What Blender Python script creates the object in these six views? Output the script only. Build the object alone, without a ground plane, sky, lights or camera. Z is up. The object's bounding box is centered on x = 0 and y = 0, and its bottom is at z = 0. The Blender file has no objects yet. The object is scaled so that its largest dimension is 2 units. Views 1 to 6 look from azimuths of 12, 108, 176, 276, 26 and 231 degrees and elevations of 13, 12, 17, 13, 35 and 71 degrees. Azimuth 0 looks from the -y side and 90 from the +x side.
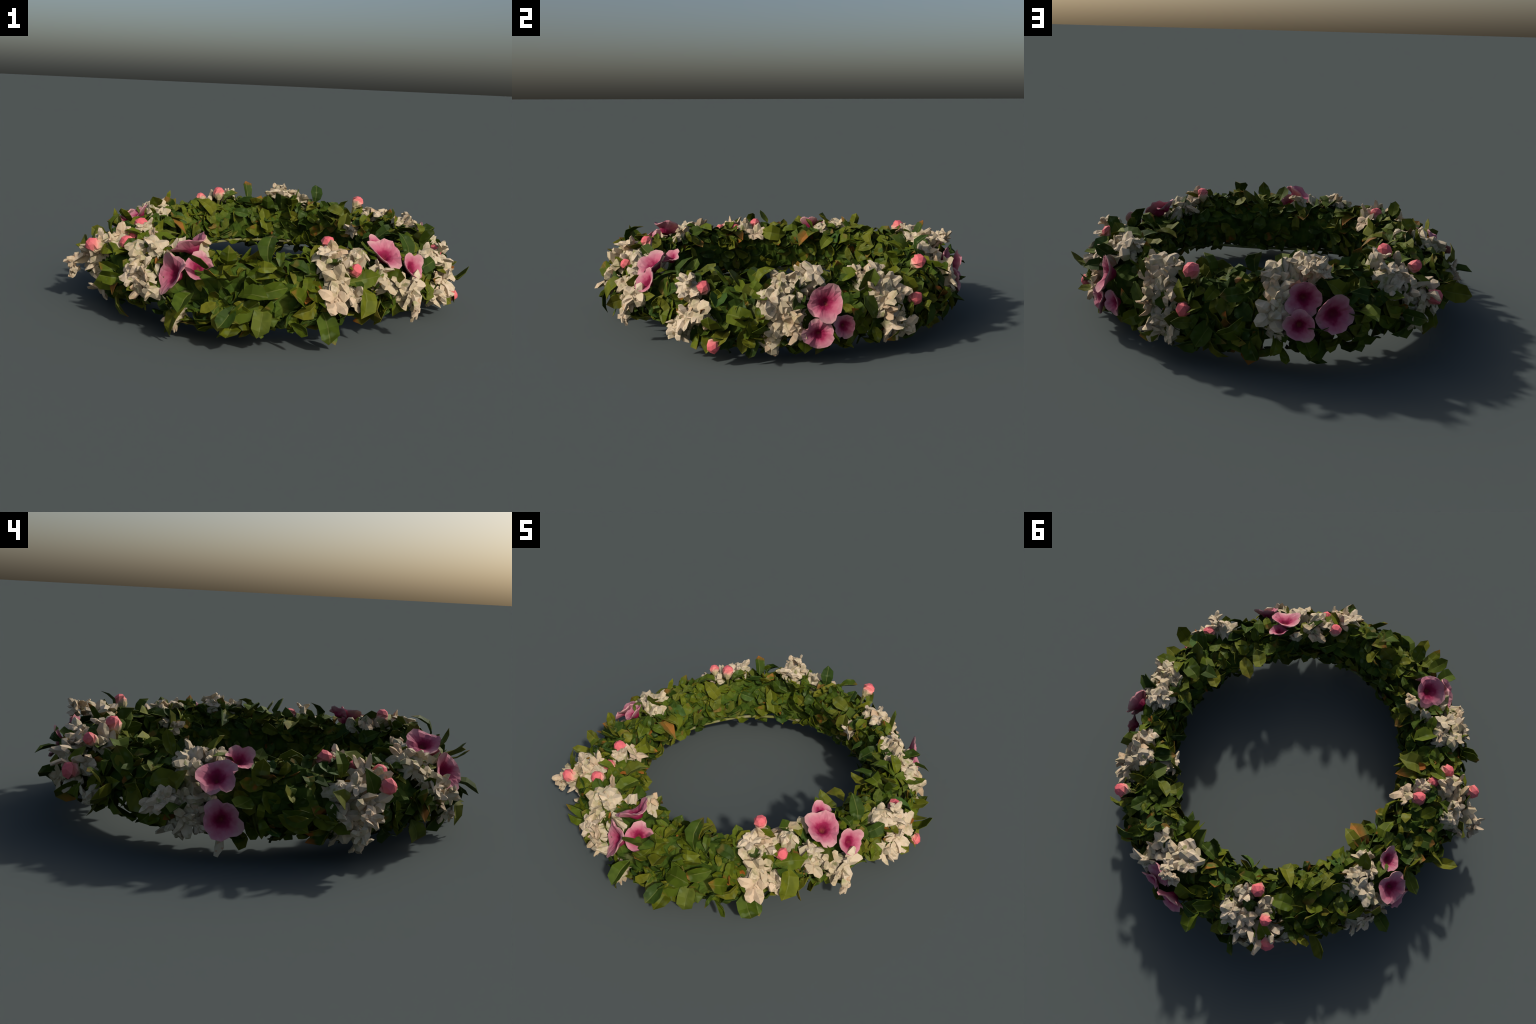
import bpy, bmesh, math, random
from mathutils import Vector, Matrix, noise, kdtree

rng = random.Random(20)
V = Vector
SC = bpy.context.scene.collection

# ------------------------------------------------------------------ ring shape
# one value every 20 degrees of azimuth, starting at -180 (0 = +x, 90 = +y)
R_OUT = [.872, .895, .905, .912, .930, .918, .888, .865, .862, .893, .888, .870, .902, .940, .940, .952, .930, .900]
R_IN = [r + .004 for r in [.635, .630, .630, .630, .635, .640, .640, .635, .630, .630, .630, .635, .640, .655, .655, .640, .635, .635]]
Z_TOP = [z + .001 for z in [.395, .385, .375, .385, .385, .395, .385, .360, .352, .370, .375, .378, .385, .410, .420, .415, .390, .390]]
Z_BOT = [z - .004 for z in [.090, .095, .095, .095, .075, .070, .105, .115, .110, .070, .065, .065, .075, .085, .092, .115, .122, .108]]
Z_HOOP = [.108, .088, .088, .095, .075, .085, .118, .116, .110, .110, .110, .122, .140, .152, .150, .152, .140, .128]


def table(tab, th):
    x = ((th + 180.0) % 360.0) / 20.0
    i = int(math.floor(x))
    f = x - i
    p0, p1, p2, p3 = (tab[(i + k) % 18] for k in (-1, 0, 1, 2))
    return p1 + .5 * f * (p2 - p0 + f * (2 * p0 - 5 * p1 + 4 * p2 - p3 + f * (3 * (p1 - p2) + p3 - p0)))


# cross-section of the band, leaning inwards: (tube angle, share of the way out, share of the way up)
PROFILE = [(0, 1.0, .36), (25, .95, .58), (50, .78, .82), (75, .53, .97), (95, .33, 1.0), (120, .10, .92), (150, -.04, .70),
           (180, .0, .46), (210, .05, .26), (240, .24, .13), (270, .50, .03), (300, .76, .0), (330, .94, .13)]
# how far the upper inside hangs over the hole, every 20 degrees from -180
OVERHANG = [.060, .065, .068, .055, .025, .004, .000, .022, .035, .028, .012, .012, .010, .008, .012, .018, .035, .055]


def section(phi):
    phi %= 360.0
    n = len(PROFILE)
    i = max(k for k in range(n) if PROFILE[k][0] <= phi)
    a1, a2 = PROFILE[i][0], PROFILE[(i + 1) % n][0] or 360
    f = (phi - a1) / (a2 - a1)
    out = []
    for c in (1, 2):
        p0, p1, p2, p3 = (PROFILE[(i + k) % n][c] for k in (-1, 0, 1, 2))
        out.append(p1 + .5 * f * (p2 - p0 + f * (2 * p0 - 5 * p1 + 4 * p2 - p3 + f * (3 * (p1 - p2) + p3 - p0))))
    return out


def skin(th, phi):
    ro, ri, zt, zb, over = (table(t, th) for t in (R_OUT, R_IN, Z_TOP, Z_BOT, OVERHANG))
    fr, fz = section(phi)
    w = max(0.0, math.cos(math.radians(min(90, abs(phi % 360 - 145)))))
    r = ri + (ro - ri) * fr - over * w
    z = zb + (zt - zb) * fz
    g = max(0.0, 1 - abs(phi % 360 - 212) / 55)
    z += g * (3 - 2 * g) * g * (table(Z_HOOP, th) - z)
    t = math.radians(th)
    return V((r * math.cos(t), r * math.sin(t), z))


def surf(th, phi, off=0.0):
    """point of the ring's skin: th = azimuth, phi = angle round the tube (0 outside, 90 top, 180 inside)"""
    p = skin(th, phi)
    if off:
        p = p + frame(th, phi)[1] * off
    return p


def frame(th, phi, off=0.0):
    du = skin(th + 1.5, phi) - skin(th - 1.5, phi)
    dv = skin(th, phi + 4) - skin(th, phi - 4)
    n = du.cross(dv).normalized()
    p = skin(th, phi)
    # tufts: the foliage swells and sinks
    lump = .040 * noise.noise(p * 9.0 + V((3, 8, 1))) if not 165 < phi % 360 < 300 else 0.0
    return p + n * (off + lump), n, du.normalized(), dv.normalized()


def basis(x, y, z, o, s=1.0):
    return Matrix(((x.x * s, y.x * s, z.x * s, o.x), (x.y * s, y.y * s, z.y * s, o.y), (x.z * s, y.z * s, z.z * s, o.z), (0, 0, 0, 1)))


def aim(normal, spin=0.0):
    """axes with z along the normal"""
    z = normal.normalized()
    x = (V((0, 0, 1)) if abs(z.z) < .9 else V((1, 0, 0))).cross(z).normalized()
    y = z.cross(x)
    c, s = math.cos(spin), math.sin(spin)
    return x * c + y * s, y * c - x * s, z


# ------------------------------------------------------------------ materials
class Nodes:
    def __init__(self, name, rough=.6, spec=.25):
        self.m = bpy.data.materials.new(name)
        self.m.use_nodes = True
        self.t = self.m.node_tree
        self.b = self.t.nodes["Principled BSDF"]
        self.b.inputs["Roughness"].default_value = rough
        self.b.inputs["Specular IOR Level"].default_value = spec

    def n(self, kind, **kw):
        node = self.t.nodes.new(kind)
        for k, v in kw.items():
            setattr(node, k, v)
        return node

    def put(self, sock, v):
        if isinstance(v, bpy.types.NodeSocket):
            self.t.links.new(v, sock)
        elif isinstance(v, tuple) and len(v) == 3 and sock.type == "RGBA":
            sock.default_value = (*v, 1)
        else:
            sock.default_value = v

    def math(self, op, a, b=0.0, clamp=False):
        nd = self.n("ShaderNodeMath", operation=op, use_clamp=clamp)
        self.put(nd.inputs[0], a)
        self.put(nd.inputs[1], b)
        return nd.outputs[0]

    def rng(self, v, a, b, c=0.0, d=1.0):
        nd = self.n("ShaderNodeMapRange", interpolation_type="SMOOTHSTEP")
        for s, x in zip(nd.inputs, (v, a, b, c, d)):
            self.put(s, x)
        return nd.outputs[0]

    def mix(self, f, a, b, how="MIX"):
        nd = self.n("ShaderNodeMix", data_type="RGBA", blend_type=how)
        self.put(nd.inputs[0], f)
        self.put(nd.inputs[6], a)
        self.put(nd.inputs[7], b)
        return nd.outputs[2]

    def ramp(self, f, stops):
        nd = self.n("ShaderNodeValToRGB")
        cr = nd.color_ramp
        while len(cr.elements) < len(stops):
            cr.elements.new(.5)
        for e, (p, c) in zip(cr.elements, stops):
            e.position, e.color = p, (*c, 1)
        self.put(nd.inputs[0], f)
        return nd.outputs[0]

    def coord(self, offset=None):
        o = self.n("ShaderNodeTexCoord").outputs["Object"]
        if offset is None:
            return o
        nd = self.n("ShaderNodeVectorMath", operation="ADD")
        self.put(nd.inputs[0], o)
        cb = self.n("ShaderNodeCombineXYZ")
        for s in cb.inputs:
            self.put(s, offset)
        self.put(nd.inputs[1], cb.outputs[0])
        return nd.outputs[0]

    def noise(self, vec, scale, detail=2.0):
        nd = self.n("ShaderNodeTexNoise")
        self.put(nd.inputs["Vector"], vec)
        nd.inputs["Scale"].default_value = scale
        nd.inputs["Detail"].default_value = detail
        return nd.outputs["Fac"]

    def xyz(self, vec):
        nd = self.n("ShaderNodeSeparateXYZ")
        self.put(nd.inputs[0], vec)
        return nd.outputs

    def done(self, colour):
        self.put(self.b.inputs["Base Color"], colour)
        return self.m


GREENS = [(0, (.020, .042, .005)), (.22, (.044, .072, .005)), (.45, (.074, .100, .005)), (.65, (.100, .116, .006)), (.85, (.122, .120, .010)), (1, (.038, .080, .014))]


def leaf_material(name, single, rust=0.0):
    k = Nodes(name, .65, .12)
    if single:
        r = k.n("ShaderNodeObjectInfo").outputs["Random"]
        shift = k.math("MULTIPLY", r, 37.0)
        co = k.coord(shift)
        raw = k.xyz(k.coord())
        scale = 2.6
    else:
        r = k.n("ShaderNodeNewGeometry").outputs["Random Per Island"]
        shift = k.math("MULTIPLY", r, 37.0)
        co = k.coord(shift)
        scale = 24.0
    c = k.ramp(r, GREENS)
    dark = k.rng(k.noise(co, scale, 2), .35, .62)
    c = k.mix(dark, k.mix(1.0, c, (.68, .72, .62), "MULTIPLY"), c)
    painted_gloss = k.rng(k.noise(co, scale * 1.25, 1), .58, .76, 0, .30)  # whitish glossy highlights of the leaves, painted into the base colour as patches
    c = k.mix(painted_gloss, c, (.16, .21, .10))
    r2 = k.math("FRACT", k.math("MULTIPLY", r, 17.31))
    if single:
        x = k.math("ABSOLUTE", raw[0])
        rib = k.rng(x, .004, .022, .35, 0)
        c = k.mix(rib, c, (.17, .18, .05))
        tip = k.rng(k.math("ADD", raw[1], k.math("MULTIPLY", k.noise(co, 3.5), .5)), 1.02, 1.25)
        rim = k.rng(k.math("ADD", k.math("MULTIPLY", x, 2.0), k.math("MULTIPLY", k.noise(co, 4.0), .4)), .74, .92)
        m = k.math("MAXIMUM", tip, k.math("MULTIPLY", rim, .7))
    else:
        m = k.rng(k.noise(co, scale * .8, 1), .52, .68)
    some = k.rng(r2, .50 - rust, 1.05 - rust)
    c = k.mix(k.math("MULTIPLY", m, k.math("MULTIPLY", some, .9)), c, k.ramp(r2, [(0, (.26, .080, .012)), (.5, (.13, .095, .016)), (.85, (.16, .09, .022)), (1, (.30, .08, .014))]))
    if rust > .3:
        c = k.mix(k.rng(k.noise(co, scale * .6), .40, .68, 0, .75), c, (.27, .09, .016))
    return k.done(c)


M_LEAF = leaf_material("leaf_green", True)
M_RUST = leaf_material("leaf_rust", True, .5)
M_SMALL = leaf_material("small_leaf_green", False)

k = Nodes("foliage_core_green", .8, .08)
co = k.coord()
c = k.ramp(k.noise(co, 16, 3), [(.3, (.022, .042, .006)), (.5, (.042, .074, .008)), (.7, (.075, .098, .014))])
M_CORE = k.done(k.mix(k.rng(k.noise(co, 6, 2), .6, .75, 0, .5), c, (.15, .13, .07)))

k = Nodes("hoop_bark", .8, .1)
co = k.coord()
M_HOOP = k.done(k.ramp(k.noise(co, 18, 3), [(.3, (.10, .10, .03)), (.5, (.16, .165, .045)), (.62, (.22, .20, .12)), (.8, (.12, .13, .03))]))


def cream(name, single, green, tan):
    k = Nodes(name, .7, .10)
    if single:
        r = k.n("ShaderNodeObjectInfo").outputs["Random"]
        co = k.coord(k.math("MULTIPLY", r, 23.0))
        s = 1.6
        c = k.ramp(r, [(0, (.41, .325, .205)), (.35, (.49, .405, .285)), (.7, (.535, .435, .32)), (1, (.46, .325, .205))])
        throat = k.xyz(k.coord())[2]
        c = k.mix(k.rng(throat, -.62, -.10, .75 if tan < .9 else 0, 0), c, (.22, .24, .09))
    else:
        co = k.coord()
        s = 26.0
        c = k.ramp(k.noise(co, 14, 2), [(.3, (.36, .31, .20)), (.6, (.47, .40, .29))])
    c = k.mix(k.rng(k.noise(co, s * .9, 1), .35, .60, .35, 0), c, (.38, .31, .20))
    c = k.mix(k.rng(k.noise(co, s * 1.1, 2), .53, .70, 0, green), c, (.20, .20, .07))
    c = k.mix(k.rng(k.noise(co, s * 1.7, 1), .58, .74, 0, tan), c, (.42, .26, .15))
    return k.done(c)


M_FLORET = cream("petal_cream", True, .40, .40)
M_CLUMP = cream("flower_mass_cream", False, .85, .4)
M_TAN = cream("dried_petal_tan", True, .3, 1.0)

k = Nodes("bud_pink", .6, .15)
raw = k.xyz(k.coord())
r = k.n("ShaderNodeObjectInfo").outputs["Random"]
h = k.math("ADD", raw[2], k.math("MULTIPLY", k.math("SUBTRACT", k.noise(k.coord(k.math("MULTIPLY", r, 9.0)), 1.6), .5), .9))
M_BUD = k.done(k.ramp(k.rng(h, -1.1, 1.0), [(.12, (.36, .30, .16)), (.32, (.55, .31, .23)), (.55, (.64, .20, .18)), (1, (.60, .115, .135))]))

k = Nodes("trumpet_pink", .7, .10)
co = k.coord()
raw = k.xyz(co)
rad = k.math("SQRT", k.math("ADD", k.math("MULTIPLY", raw[0], raw[0]), k.math("MULTIPLY", raw[1], raw[1])))
r = k.n("ShaderNodeObjectInfo").outputs["Random"]
rad = k.math("ADD", rad, k.math("MULTIPLY", k.math("SUBTRACT", k.noise(k.coord(k.math("MULTIPLY", r, 11.0)), 2.6, 2), .5), .55))
M_TRUMPET = k.done(k.ramp(rad, [(.02, (.16, .03, .025)), (.12, (.15, .006, .030)), (.34, (.24, .014, .058)), (.54, (.38, .09, .145)), (.80, (.43, .17, .21)), (1, (.46, .25, .25))]))


k = Nodes("stalk_green", .65, .2)
M_STALK = k.done(k.ramp(k.noise(k.coord(), 1.5), [(.35, (.07, .095, .012)), (.65, (.16, .12, .04))]))

# ------------------------------------------------------------------ small builders
def mesh_from(name, verts, faces, mats, idx=None, smooth=False):
    me = bpy.data.meshes.new(name)
    me.from_pydata([tuple(v) for v in verts], [], faces)
    for m in mats:
        me.materials.append(m)
    if idx:
        me.polygons.foreach_set("material_index", idx)
    if smooth:
        me.polygons.foreach_set("use_smooth", [True] * len(faces))
    me.update()
    return me


def add(name, me, parent, mw=None):
    o = bpy.data.objects.new(name, me)
    SC.objects.link(o)
    o.parent = parent
    if mw is not None:
        o.matrix_basis = parent_inv(parent) @ mw
    return o


def parent_inv(p):
    m = Matrix.Identity(4)
    while p is not None:
        m = p.matrix_basis @ m
        p = p.parent
    return m.inverted()


WREATH = bpy.data.objects.new("flower_wreath", None)
SC.objects.link(WREATH)
WREATH["label"] = "leafy wreath with cream blossom clusters and pink flowers"
WREATH["category"] = "flower wreath"


def leaf_geometry(rn, width, fold, curl, twist=0.0, thick=.03):
    """unit leaf along +y, upper side +z; closed solid with a folded midrib"""
    st = ((.0, .08), (.22, .76), (.50, 1.0), (.80, .84))
    top = []
    for y, w in st:
        w *= width * rn.uniform(.9, 1.1)
        zc = curl * (y * (1 - y) * 4 * .5 - y * y * .35)
        sk = twist * (y - .3)
        rows = []
        for s in (-1, 0, 1):
            rows.append(V((s * w + rn.uniform(-.025, .025), y + rn.uniform(-.03, .03), zc + (abs(s) * fold * w) + s * sk * w + rn.uniform(-.012, .012))))
        top.append(rows)
    tip = V((rn.uniform(-.05, .05), 1.0, -curl * .35 + rn.uniform(-.03, .03)))
    vs = [p for row in top for p in row] + [tip]
    n = len(vs)
    vs = vs + [p - V((0, 0, thick * (1 if i % 3 == 1 else .5))) for i, p in enumerate(vs)]
    up = []
    for i in range(3):
        for j in range(2):
            a, b, c, d = i * 3 + j, i * 3 + j + 1, i * 3 + j + 4, i * 3 + j + 3
            up += [(a, b, c), (a, c, d)] if (i + j) % 2 else [(a, b, d), (b, c, d)]
    up += [(9, 10, 12), (10, 11, 12)]
    fs = list(up) + [tuple(n + q for q in reversed(f)) for f in up]
    rim = [0, 1, 2, 5, 8, 11, 12, 9, 6, 3]
    for i in range(len(rim)):
        a, b = rim[i], rim[(i + 1) % len(rim)]
        fs.append((b, a, n + a, n + b))
    return vs, fs


# ------------------------------------------------------------------ foliage core and hoop
NU, NV = 220, 44
verts, faces = [], []
for i in range(NU):
    th = -180 + 360.0 * i / NU
    for j in range(NV):
        phi = 360.0 * j / NV
        p, n, _, _ = frame(th, phi, -.060 if not 160 < phi < 260 else -.018)
        amp = .030 if not 165 < phi < 250 else .012
        d = noise.noise(p * 17) * amp + noise.noise(p * 41 + V((5, 1, 2))) * amp * .6
        q = p + n * d + V((rng.uniform(-1, 1), rng.uniform(-1, 1), rng.uniform(-1, 1))) * .005
        verts.append(q)
for i in range(NU):
    for j in range(NV):
        a, b = i * NV + j, i * NV + (j + 1) % NV
        c, d = ((i + 1) % NU) * NV + (j + 1) % NV, ((i + 1) % NU) * NV + j
        faces += [(a, d, b), (b, d, c)] if (i + j) % 2 else [(a, d, c), (a, c, b)]
add("foliage_core", mesh_from("foliage_core", verts, faces, [M_CORE]), WREATH)

verts, faces = [], []
NU, NV = 120, 8
for i in range(NU):
    th = -180 + 360.0 * i / NU
    t = math.radians(th)
    r0, z0 = table(R_IN, th) + .016 + .006 * noise.noise(V((math.cos(t) * 3, math.sin(t) * 3, 4))), table(Z_HOOP, th)
    for j in range(NV):
        a = math.tau * j / NV
        r, z = r0 + .010 * math.cos(a), z0 + .008 * math.sin(a)
        verts.append(V((r * math.cos(t), r * math.sin(t), z)))
for i in range(NU):
    for j in range(NV):
        a, b = i * NV + j, i * NV + (j + 1) % NV
        c, d = ((i + 1) % NU) * NV + (j + 1) % NV, ((i + 1) % NU) * NV + j
        faces.append((a, d, c, b))
add("wreath_hoop", mesh_from("wreath_hoop", verts, faces, [M_HOOP], smooth=True), WREATH)

# ------------------------------------------------------------------ flower clusters
# florets of each cluster as (azimuth, tube angle)
CLUSTERS = [
    [(-63, 75), (-60, 82), (-56, 82), (-59, 38), (-61, 15), (-57, -18), (-55, 8), (-52, -40), (-61, 55)],
    [(-50, 82), (-49, 115), (-41, 118), (-42, 60), (-43, 30), (-37, 22), (-32, 28), (-29, -18), (-33, -35), (-35, 5)],
    [(-12, 60), (-10, 45), (-10, 8), (-12, -20), (-14, -28), (-11, -48), (-6, 15), (-3, 20), (-8, 25), (-9, -5), (-5, 0), (-12, 35)],
    [(25, 75), (29, 78), (20, 68), (21, 45), (26, 52), (15, 45), (17, 30), (21, 35), (25, 36), (20, 15), (18, -8), (23, -8), (20, -28), (20, -55), (16, -45), (28, 95), (19, 88)],
    [(54, 84), (48, 62), (52, 68), (52, 30), (50, 45), (58, 38), (52, 15), (56, 0), (60, -28), (55, -18), (63, -28), (48, 75), (55, 100), (55, 50), (56, 150)],
    [(95, 82), (89, 75), (100, 75), (88, 52), (92, 52), (89, 38), (93, 32), (88, 22), (88, -8), (91, 8), (97, 95)],
    [(123, 85), (121, 60), (125, 52), (121, 40), (131, 68), (133, 38), (126, 30), (127, -8), (129, 52), (134, 30), (130, 22), (125, 8), (137, -28), (130, 0), (121, 100)],
    [(164, 85), (163, 75), (171, 80), (168, 52), (165, 38), (168, 36), (161, 30), (171, 22), (167, 15), (163, 12), (160, 0), (171, -8), (168, -18), (164, -50), (171, 112), (166, 60)],
    [(-147, 100), (-149, 65), (-149, 40), (-145, 36), (-153, 36), (-149, 15), (-145, 20), (-147, 0), (-144, -38), (-147, -52), (-152, -50), (-144, 68), (-141, 55), (-152, 85), (-152, 20), (-154, 8), (-149, -20), (-152, 130)],
    [(-119, 68), (-109, 62), (-110, 75), (-116, 22), (-112, 36), (-112, 8), (-108, -30), (-106, -46), (-107, 110), (-113, 92)],
    [(-124, 75), (-125, 60), (-122, 38), (-120, 15), (-117, 0)],
]

# trumpet flowers: position, facing, radius
TRUMPETS = [
    ((.586, -.425, .342), (.38, -.36, .86), .088), ((.705, -.400, .295), (.70, -.45, .58), .068), ((.545, -.355, .375), (.3, -.3, .8), .055),
    ((.724, .446, .272), (.90, .35, .25), .088), ((.765, .428, .145), (.92, .40, .0), .074), ((.690, .520, .168), (.85, .60, .10), .058),
    ((-.085, .870, .315), (.0, .97, .22), .078), ((-.195, .915, .265), (-.18, .95, .22), .086), ((-.065, .925, .225), (-.02, .98, .10), .070),
    ((-.825, .078, .310), (-.64, .0, .76), .086), ((-.862, .045, .168), (-.98, -.08, .12), .082), ((-.720, .010, .358), (-.50, -.25, .80), .064),
    ((-.194, -.734, .374), (-.56, .0, .80), .090), ((-.235, -.825, .275), (-.68, -.66, .30), .092), ((-.150, -.800, .300), (.50, -.65, .58), .074),
]

# pink buds: position, pointing, radius
BUDS = [
    ((.808, -.081, .318), (.6, -.1, .8), .032), ((.907, .001, .095), (.85, .1, -.35), .032), ((.356, -.579, .412), (.15, -.25, 1), .031),
    ((.483, -.627, .319), (.5, -.7, .6), .030), ((.352, .793, .398), (.35, .6, .7), .034), ((.383, .785, .235), (.45, .88, .1), .034),
    ((-.454, .583, .420), (-.2, .4, 1), .034), ((-.575, .640, .375), (-.55, .6, .6), .030), ((-.651, .695, .258), (-.6, .7, .2), .037),
    ((-.723, -.558, .307), (-.75, -.55, .35), .036), ((-.570, -.530, .325), (-.6, -.5, .7), .034), ((-.591, -.309, .365), (-.1, -.3, .9), .036),
    ((-.570, -.434, .335), (-.4, -.3, .9), .030),
]


def floret_geometry(rn, lobes=5):
    """unit blossom facing +z: thick, curled, blunt petals round a short tube"""
    vs, fs = [], []
    base = [(.30, -.75), (.34, -.15), (.12, -.02)]
    S = 6
    for r, z in base:
        for i in range(S):
            a = math.tau * i / S
            vs.append(V((r * math.cos(a), r * math.sin(a), z)))
    for k in range(2):
        for i in range(S):
            j = (i + 1) % S
            fs.append((k * S + i, k * S + j, k * S + S + j, k * S + S + i))
    fs += [tuple(range(S))[::-1], tuple(range(2 * S, 3 * S))]
    flat = rn.uniform(.5, .8)
    for i in range(lobes):
        a = math.tau * (i + rn.uniform(-.18, .18)) / lobes
        out, side = V((math.cos(a), math.sin(a), 0)), V((-math.sin(a), math.cos(a), 0))
        e = rn.uniform(.0, .75)
        L = rn.uniform(.70, 1.15)
        w = rn.uniform(.30, .46)
        curl = rn.uniform(-1.5, 1.3)
        p = out * .12 + V((0, 0, -.22))
        o = len(vs)
        for q, (t, ww) in enumerate(((0, .75), (.34, 1.1), (.70, 1.05), (1.0, .45))):
            ang = e + curl * (t - .3)
            d = out * math.cos(ang) + V((0, 0, 1)) * math.sin(ang)
            up = V((0, 0, 1)) * math.cos(ang) - out * math.sin(ang)
            if q:
                p = p + d * (L * .35)
            for s1, u1 in ((-1, 0.1), (0, flat), (1, 0.1), (0, -flat)):
                vs.append(p + side * s1 * w * ww + up * u1 * w * ww * .75)
        for q in range(3):
            for j in range(4):
                m = (j + 1) % 4
                f = (o + q * 4 + j, o + q * 4 + 4 + j, o + q * 4 + 4 + m, o + q * 4 + m)
                fs += [(f[0], f[1], f[2]), (f[0], f[2], f[3])]
        fs += [(o + 3, o + 2, o + 1, o), (o + 12, o + 13, o + 14, o + 15)]
    vs = [v + V((rn.uniform(-1, 1), rn.uniform(-1, 1), rn.uniform(-1, 1))) * .075 for v in vs]
    return vs, fs


def blocks(p, slack=1.0, more=0.0):
    """true in front of a trumpet flower's face"""
    for c, d, r in TRUMPETS:
        d = V(d).normalized()
        w = p - V(c)
        along = w.dot(d)
        if -.075 < along < .18 and (w - d * along).length < r * slack + more:
            return True
    return False


FLORETS = [mesh_from("blossom", *floret_geometry(random.Random(100 + i), 5 if i % 3 else 4), [M_FLORET]) for i in range(9)]
taken = []          # (point, clearance) where leaves give way

for ci, spots in enumerate(CLUSTERS):
    rn = random.Random(500 + ci)
    pts = []
    for th, phi in spots:
        if rn.random() < .14:
            continue
        pts.append((th + rn.uniform(-.6, .6), phi + rn.uniform(-3, 3)))
    # the mass of petals that the single blossoms sit in
    t0, t1 = min(p[0] for p in pts) - 5, max(p[0] for p in pts) + 5
    f0, f1 = min(p[1] for p in pts) - 18, max(p[1] for p in pts) + 18
    centres = [surf(*p) for p in pts]
    nu, nv = int((t1 - t0) / 1.1), int((f1 - f0) / 5.0)
    grid, vs, fs = {}, [], []
    for i in range(nu + 1):
        for j in range(nv + 1):
            th, phi = t0 + (t1 - t0) * i / nu, f0 + (f1 - f0) * j / nv
            p, n, _, _ = frame(th, phi)
            d = min((p - c).length for c in centres)
            h = .030 * (1 - (d / .043) ** 2) - .023 + .038 * noise.noise(p * 30 + V((ci, 0, 0)))
            if blocks(p + n * .02, 1.05):
                h = -.05
            grid[i, j] = (len(vs), h)
            vs.append(p + n * max(h, -.05) + V((rn.uniform(-1, 1), rn.uniform(-1, 1), rn.uniform(-1, 1))) * .007)
    for i in range(nu):
        for j in range(nv):
            q = [grid[i, j], grid[i + 1, j], grid[i + 1, j + 1], grid[i, j + 1]]
            if max(x[1] for x in q) < -.028:
                continue
            a, b, c, d = (x[0] for x in q)
            fs += [(a, b, c), (a, c, d)] if (i + j) % 2 else [(a, b, d), (b, c, d)]
    clump = add("flower_cluster", mesh_from("flower_cluster", vs, fs, [M_CLUMP]), WREATH)
    bm = bmesh.new()
    bm.from_mesh(clump.data)
    bmesh.ops.delete(bm, geom=[v for v in bm.verts if not v.link_faces], context="VERTS")
    bm.to_mesh(clump.data)
    bm.free()
    extra = []
    for th, phi in pts:
        if rn.random() < .15:
            extra.append((th + rn.uniform(-3, 3), phi + rn.uniform(-14, 14)))
    for th, phi in pts + extra:
        p, n, u, v = frame(th, phi, -.016 + rn.uniform(-.010, .018))
        if any((p - V(q)).length < r * 1.25 for q, _, r in BUDS) or blocks(p, .95, .018):
            continue
        taken.append((p, .034))
        d = (n + (u * rn.uniform(-1, 1) + v * rn.uniform(-1, 1)) * .65).normalized()
        x, y, z = aim(d, rn.uniform(0, 6.28))
        s = rn.uniform(.046, .064)
        m = basis(x * rn.uniform(.8, 1.15), y * rn.uniform(.8, 1.15), z * rn.uniform(.9, 1.4), p + d * .012, s)
        add("blossom", rn.choice(FLORETS), clump, m)


def trumpet_geometry(rn):
    """unit flower facing +z: funnel throat opening into five soft, uneven, folded lobes"""
    S = 25
    prof = [(.05, -.32), (.16, -.25), (.28, -.13), (.50, .0), (.76, .08), (1.0, .10)]
    off = [rn.uniform(-.22, .12) for _ in range(5)]
    bend = [rn.uniform(-.22, .30) for _ in range(5)]
    tilt = rn.uniform(0, 6.28)
    fold = rn.uniform(.10, .30)

    def place(r, z):
        ring = []
        for i in range(S):
            a = math.tau * i / S
            lb = (a / math.tau * 5) % 5
            L = int(lb)
            w = abs(math.sin(math.pi * (lb - L)))
            rr = r * (1 + (w ** .6 * .20 - .16 + off[L] * w) * r * r)
            zz = z + r * r * w * bend[L] + (1 - w) * .05 * r + fold * (rr * math.cos(a - tilt)) ** 2
            ring.append(V((rr * math.cos(a), rr * math.sin(a), zz)))
        return ring

    vs, fs = [], []
    for r, z in prof:
        vs += [v + V((rn.uniform(-1, 1), rn.uniform(-1, 1), rn.uniform(-1, 1))) * .035 * r for v in place(r, z)]
    for r, z in ((.97, .03), (.45, -.14), (.20, -.42)):
        vs += place(r, z)
    n = len(prof) + 3
    for k in range(n - 1):
        for i in range(S):
            j = (i + 1) % S
            q = (k * S + i, k * S + S + i, k * S + S + j, k * S + j)
            fs += [(q[0], q[1], q[2]), (q[0], q[2], q[3])] if (i + k) % 2 else [(q[0], q[1], q[3]), (q[1], q[2], q[3])]
    fs.append(tuple(range(S))[::1])
    fs.append(tuple((n - 1) * S + i for i in range(S))[::-1])
    return vs, fs


TR = []
for i in range(5):
    vs, fs = trumpet_geometry(random.Random(40 + i))
    TR.append(mesh_from("trumpet_flower", vs, fs, [M_TRUMPET]))
rn = random.Random(9)
for i, (p, d, r) in enumerate(TRUMPETS):
    x, y, z = aim(V(d), rn.uniform(0, 6.28))
    add("trumpet_flower", TR[i % 5], WREATH, basis(x, y, z, V(p) + z * r * .16, r * .96))
    taken += [(V(p), r * .85), (V(p) + z * .05, r * .9)]


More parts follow.
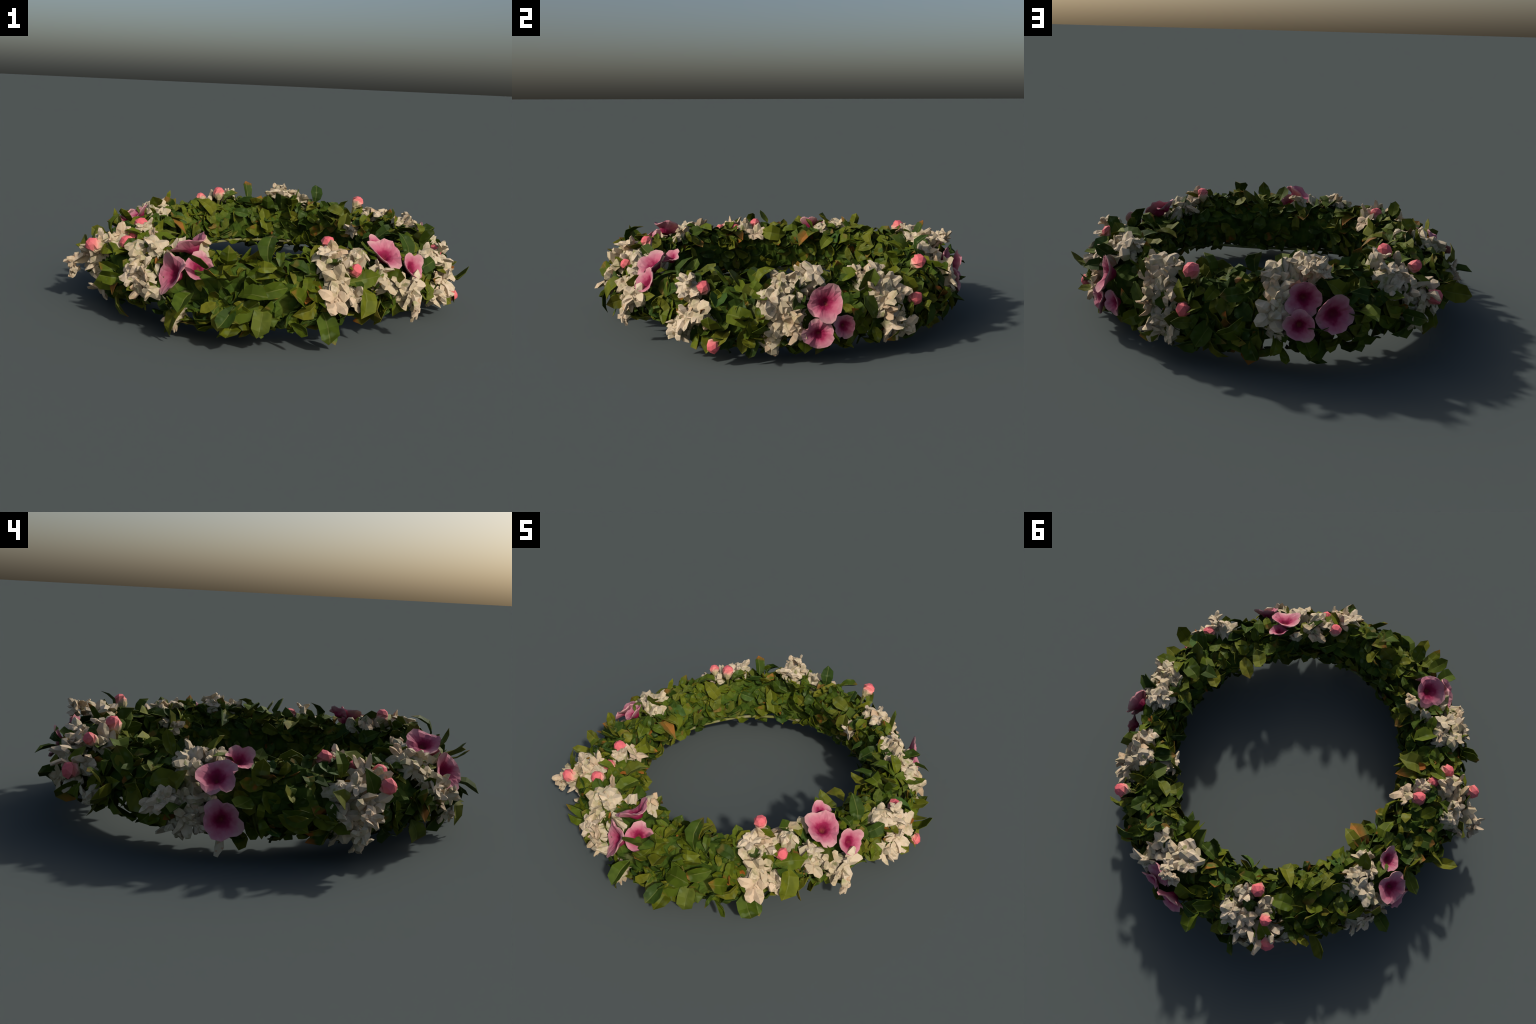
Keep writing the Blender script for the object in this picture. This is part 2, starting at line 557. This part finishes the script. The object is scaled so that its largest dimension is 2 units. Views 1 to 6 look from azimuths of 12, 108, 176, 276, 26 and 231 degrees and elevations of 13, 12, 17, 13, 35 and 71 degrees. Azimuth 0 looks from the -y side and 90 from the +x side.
def bud_geometry(rn):
    """unit closed bud, point towards +z, low facets"""
    prof = [(.28, -1.15), (.62, -.75), (.95, -.25), (1.0, .30), (.72, .82)]
    S = 7
    vs = [V((0, 0, -1.25))]
    for k, (r, z) in enumerate(prof):
        for i in range(S):
            a = math.tau * (i + .5 * (k % 2)) / S
            q = rn.uniform(.86, 1.10)
            vs.append(V((r * q * math.cos(a), r * q * math.sin(a), z + rn.uniform(-.06, .06))))
    vs.append(V((.05, .05, 1.08)))
    fs = [(0, 1 + (i + 1) % S, 1 + i) for i in range(S)]
    for k in range(len(prof) - 1):
        for i in range(S):
            a, b = 1 + k * S + i, 1 + k * S + (i + 1) % S
            c, d = a + S, b + S
            fs += [(a, b, c), (b, d, c)] if k % 2 == 0 and False else [(a, b, d), (a, d, c)]
    o = 1 + (len(prof) - 1) * S
    fs += [(o + i, o + (i + 1) % S, len(vs) - 1) for i in range(S)]
    return vs, fs


stalks = []
BUDM = [mesh_from("pink_bud", *bud_geometry(random.Random(70 + i)), [M_BUD]) for i in range(4)]
for i, (p, d, r) in enumerate(BUDS):
    x, y, z = aim(V(d), rn.uniform(0, 6.28))
    add("pink_bud", BUDM[i % 4], WREATH, basis(x, y, z * 1.1, V(p), r))
    taken.append((V(p), r * 1.25))
    t = math.atan2(p[1], p[0])
    heart = V((.75 * math.cos(t), .75 * math.sin(t), .22))
    foot = V(p) - V(d).normalized() * r * .8
    stalks.append((foot, foot.lerp(heart, .35), foot.lerp(heart, .7)))


# ------------------------------------------------------------------ hanging and dried petals
def strip(name, pts, widths, mat, seed):
    """a crumpled, thick strap through the points"""
    r2 = random.Random(seed)
    S = 5
    vs, fs = [], []
    pts = [V(p) for p in pts]
    for k, (p, w) in enumerate(zip(pts, widths)):
        d = (pts[min(k + 1, len(pts) - 1)] - pts[max(k - 1, 0)]).normalized()
        x, y, _ = aim(d, r2.uniform(-.4, .4))
        for i in range(S):
            a = math.tau * i / S
            vs.append(p + (x * math.cos(a) * w + y * math.sin(a) * w * .6) * r2.uniform(.8, 1.25))
    for k in range(len(pts) - 1):
        for i in range(S):
            a, b = k * S + i, k * S + (i + 1) % S
            fs += [(a, b, b + S), (a, b + S, a + S)]
    fs += [tuple(range(S))[::-1], tuple((len(pts) - 1) * S + i for i in range(S))]
    o = pts[0]
    s = .05
    me = mesh_from(name, [(v - o) / s for v in vs], fs, [mat])
    return add(name, me, WREATH, Matrix.Translation(o) @ Matrix.Scale(s, 4))


for i, pts in enumerate(stalks):
    strip("bud_stalk", pts, [.014, .010, .008], M_STALK, 30 + i)
strip("hanging_petal", [(.715, -.470, .235), (.745, -.500, .200), (.752, -.515, .150), (.752, -.520, .105)], [.018, .024, .016, .006], M_TAN, 1)
strip("hanging_petal", [(-.225, -.850, .180), (-.225, -.875, .130), (-.222, -.880, .080), (-.220, -.878, .045)], [.010, .014, .011, .004], M_TAN, 2)
strip("dried_petal", [(-.800, -.500, .245), (-.850, -.500, .215), (-.865, -.490, .160), (-.885, -.480, .125)], [.018, .022, .020, .012], M_TAN, 3)
strip("dried_petal", [(-.610, .700, .270), (-.640, .745, .290), (-.655, .785, .275)], [.014, .018, .010], M_TAN, 4)
strip("dried_petal", [(-.85, .05, .10), (-.86, .05, .06), (-.87, .06, .025)], [.012, .018, .010], M_TAN, 5)
strip("dried_petal", [(-.09, .80, .36), (-.10, .84, .41), (-.12, .87, .445), (-.14, .875, .45)], [.012, .013, .014, .010], M_TAN, 6)

# blossoms on longer stalks that stand clear of the clusters
for i, (p, d, tan) in enumerate((((-.13, .875, .450), (-.3, .5, .9), 1), ((-.165, .865, .425), (-.6, .4, .7), 1), ((-.10, .845, .440), (.3, .2, .9), 0),
                                 ((.626, .352, .385), (-.3, -.1, .9), 0), ((-.872, -.475, .150), (-.9, -.3, -.4), 1), ((-.860, -.500, .215), (-.8, -.5, .2), 1),
                                 ((.752, -.517, .130), (.7, -.5, -.5), 0), 
                                 ((.84, -.15, .36), (.5, -.2, .8), 0), ((-.855, .135, .13), (-.9, .3, -.3), 0))):
    x, y, z = aim(V(d), i * 1.3)
    me = FLORETS[i % 9]
    o = add("blossom", me, WREATH, basis(x, y, z * 1.25, V(p), .040))
    if tan:
        o.material_slots[0].link = "OBJECT"
        o.material_slots[0].material = M_TAN

# ------------------------------------------------------------------ leaves
kd = kdtree.KDTree(len(taken))
for i, (p, _) in enumerate(taken):
    kd.insert(p, i)
kd.balance()


def free(p, slack=1.0):
    return not blocks(p, .95) and all(dist > taken[i][1] * slack for _, i, dist in kd.find_n(p, 4))


def leaf_pose(rn, th, phi, size, lift0, lift1, off):
    p, n, u, v = frame(th, phi, off)
    a = rn.uniform(0, math.tau)
    # the lower fringe hangs, the inner crest leans over the hole
    pull = -.9 if -75 < phi < 0 else (.55 if 80 < phi < 165 else -.1)
    d = (u * math.cos(a) + v * (math.sin(a) + pull)).normalized()
    lift = math.radians(rn.uniform(lift0, lift1))
    y = (d * math.cos(lift) + n * math.sin(lift)).normalized()
    up = n * math.cos(lift) - d * math.sin(lift)
    roll = rn.gauss(0, .35)
    x = y.cross(up)
    x, z = x * math.cos(roll) + up * math.sin(roll), up * math.cos(roll) - x * math.sin(roll)
    base = p - y * size * .35
    return basis(x, y, z, base, size), p + y * size * .3


LEAVES = []
for i in range(14):
    r2 = random.Random(300 + i)
    LEAVES.append((r2.uniform(.24, .36), r2.uniform(.1, .6), r2.uniform(-.5, .95), r2.uniform(-.7, .7), i))
leaf_meshes, rust_meshes = [], []
for w, f, c, t, i in LEAVES:
    g = leaf_geometry(random.Random(800 + i), w, f, c, t)
    leaf_meshes.append(mesh_from("leaf", *g, [M_LEAF]))
    rust_meshes.append(mesh_from("leaf", *g, [M_RUST]))

rn = random.Random(77)
count, tries = 0, 0
named = []
while count < 280 and tries < 20000:
    tries += 1
    th, phi = rn.uniform(-180, 180), rn.uniform(-60, 168)
    size = rn.uniform(.080, .150)
    m, mid = leaf_pose(rn, th, phi, size, *((5, 48, rn.uniform(-.048, -.016)) if rn.random() > .20 else (40, 75, rn.uniform(-.02, .006))))
    if (m @ V((0, 1, 0))).z < .015 or blocks(m @ V((0, .95, 0)), .85) or not free(mid, 1.05) or any((mid - q).length < .038 for q in named):
        continue
    named.append(mid)
    i = rn.randrange(len(leaf_meshes))
    add("leaf", (rust_meshes if rn.random() < .015 else leaf_meshes)[i], WREATH, m)
    count += 1

# accent leaves that stand out of the outline: base, tip, rust or green
ACCENTS = [
    ((.86, .00, .18), (.99, .005, .225), 0), ((.82, .03, .14), (.93, .03, .10), 0), ((.83, -.03, .13), (.935, -.02, .075), 0), ((.38, .74, .33), (.36, .82, .375), 0), ((-.62, .04, .28), (-.470, .01, .315), 1), ((-.60, .07, .30), (-.48, .06, .35), 0), ((-.60, -.02, .27), (-.49, -.05, .28), 0), ((-.50, -.66, .22), (-.57, -.74, .15), 1),
    ((.0, -.84, .28), (.03, -.96, .33), 0), ((-.06, -.84, .30), (-.06, -.965, .34), 0), ((-.10, -.84, .32), (-.14, -.93, .39), 0), ((-.02, -.80, .34), (.0, -.88, .42), 0),
    ((.03, -.84, .15), (.02, -.96, .06), 0), ((-.09, .69, .32), (-.08, .60, .44), 0), ((-.14, .68, .33), (-.16, .58, .415), 0), ((-.03, .69, .33), (-.01, .60, .42), 0),
    ((-.48, -.46, .28), (-.385, -.385, .375), 0), ((-.46, -.50, .28), (-.38, -.42, .32), 0), ((-.50, -.42, .28), (-.42, -.34, .33), 1), ((.66, .08, .28), (.565, .06, .37), 0),
    ((-.12, .85, .2), (-.15, .988, .22), 0), ((.10, .76, .38), (.10, .80, .488), 0), ((-.30, .70, .38), (-.33, .74, .485), 0), ((.82, .13, .13), (.925, .17, .10), 0), ((.80, .10, .20), (.93, .13, .23), 0), ((.80, .16, .16), (.90, .23, .18), 0),
    ((.57, -.22, .32), (.46, -.16, .33), 0), ((.58, -.14, .31), (.47, -.09, .29), 0), ((.56, -.28, .33), (.47, -.25, .36), 0),
    ((-.86, .19, .20), (-.975, .21, .22), 0), ((-.30, .86, .25), (-.37, .965, .27), 0), ((-.86, -.20, .2), (-.96, -.27, .22), 0),
]
for i, (a, b, rust) in enumerate(ACCENTS):
    a, b = V(a), V(b)
    y = (b - a).normalized()
    x = y.cross(V((0.1, .1, 1))).normalized()
    add("leaf", (rust_meshes if rust else leaf_meshes)[i % len(leaf_meshes)], WREATH, basis(x, y, x.cross(y), a, (b - a).length))

verts, faces = [], []
count, tries = 0, 0
while count < 1900 and tries < 40000:
    tries += 1
    th = rn.uniform(-180, 180)
    phi = rn.uniform(-150, 230)
    if rn.random() > (.35 if phi < -60 or phi > 185 else 1):
        continue
    size = rn.uniform(.050, .105)
    flat = phi < -60 or phi > 165
    m, mid = leaf_pose(rn, th, phi, size, 0, 15 if flat else 45, rn.uniform(-.072, -.030) if not flat else rn.uniform(-.012, -.002))
    if (m @ V((0, 1, 0))).z < .015 or m.translation.z < .012 or any(blocks(m @ V((0, q, 0)), .85) for q in (0, .3, .95)) or not free(mid, .62):
        continue
    w, f, c, t, _ = rn.choice(LEAVES)
    vs, fs = leaf_geometry(rn, w * rn.uniform(.85, 1.1), f, c, t, .04)
    o = len(verts)
    verts += [m @ q for q in vs]
    faces += [tuple(o + q for q in fc) for fc in fs]
    count += 1
small = add("small_leaves", mesh_from("small_leaves", verts, faces, [M_SMALL]), WREATH)
small["kind"] = "stuff"
print("small leaves", count)
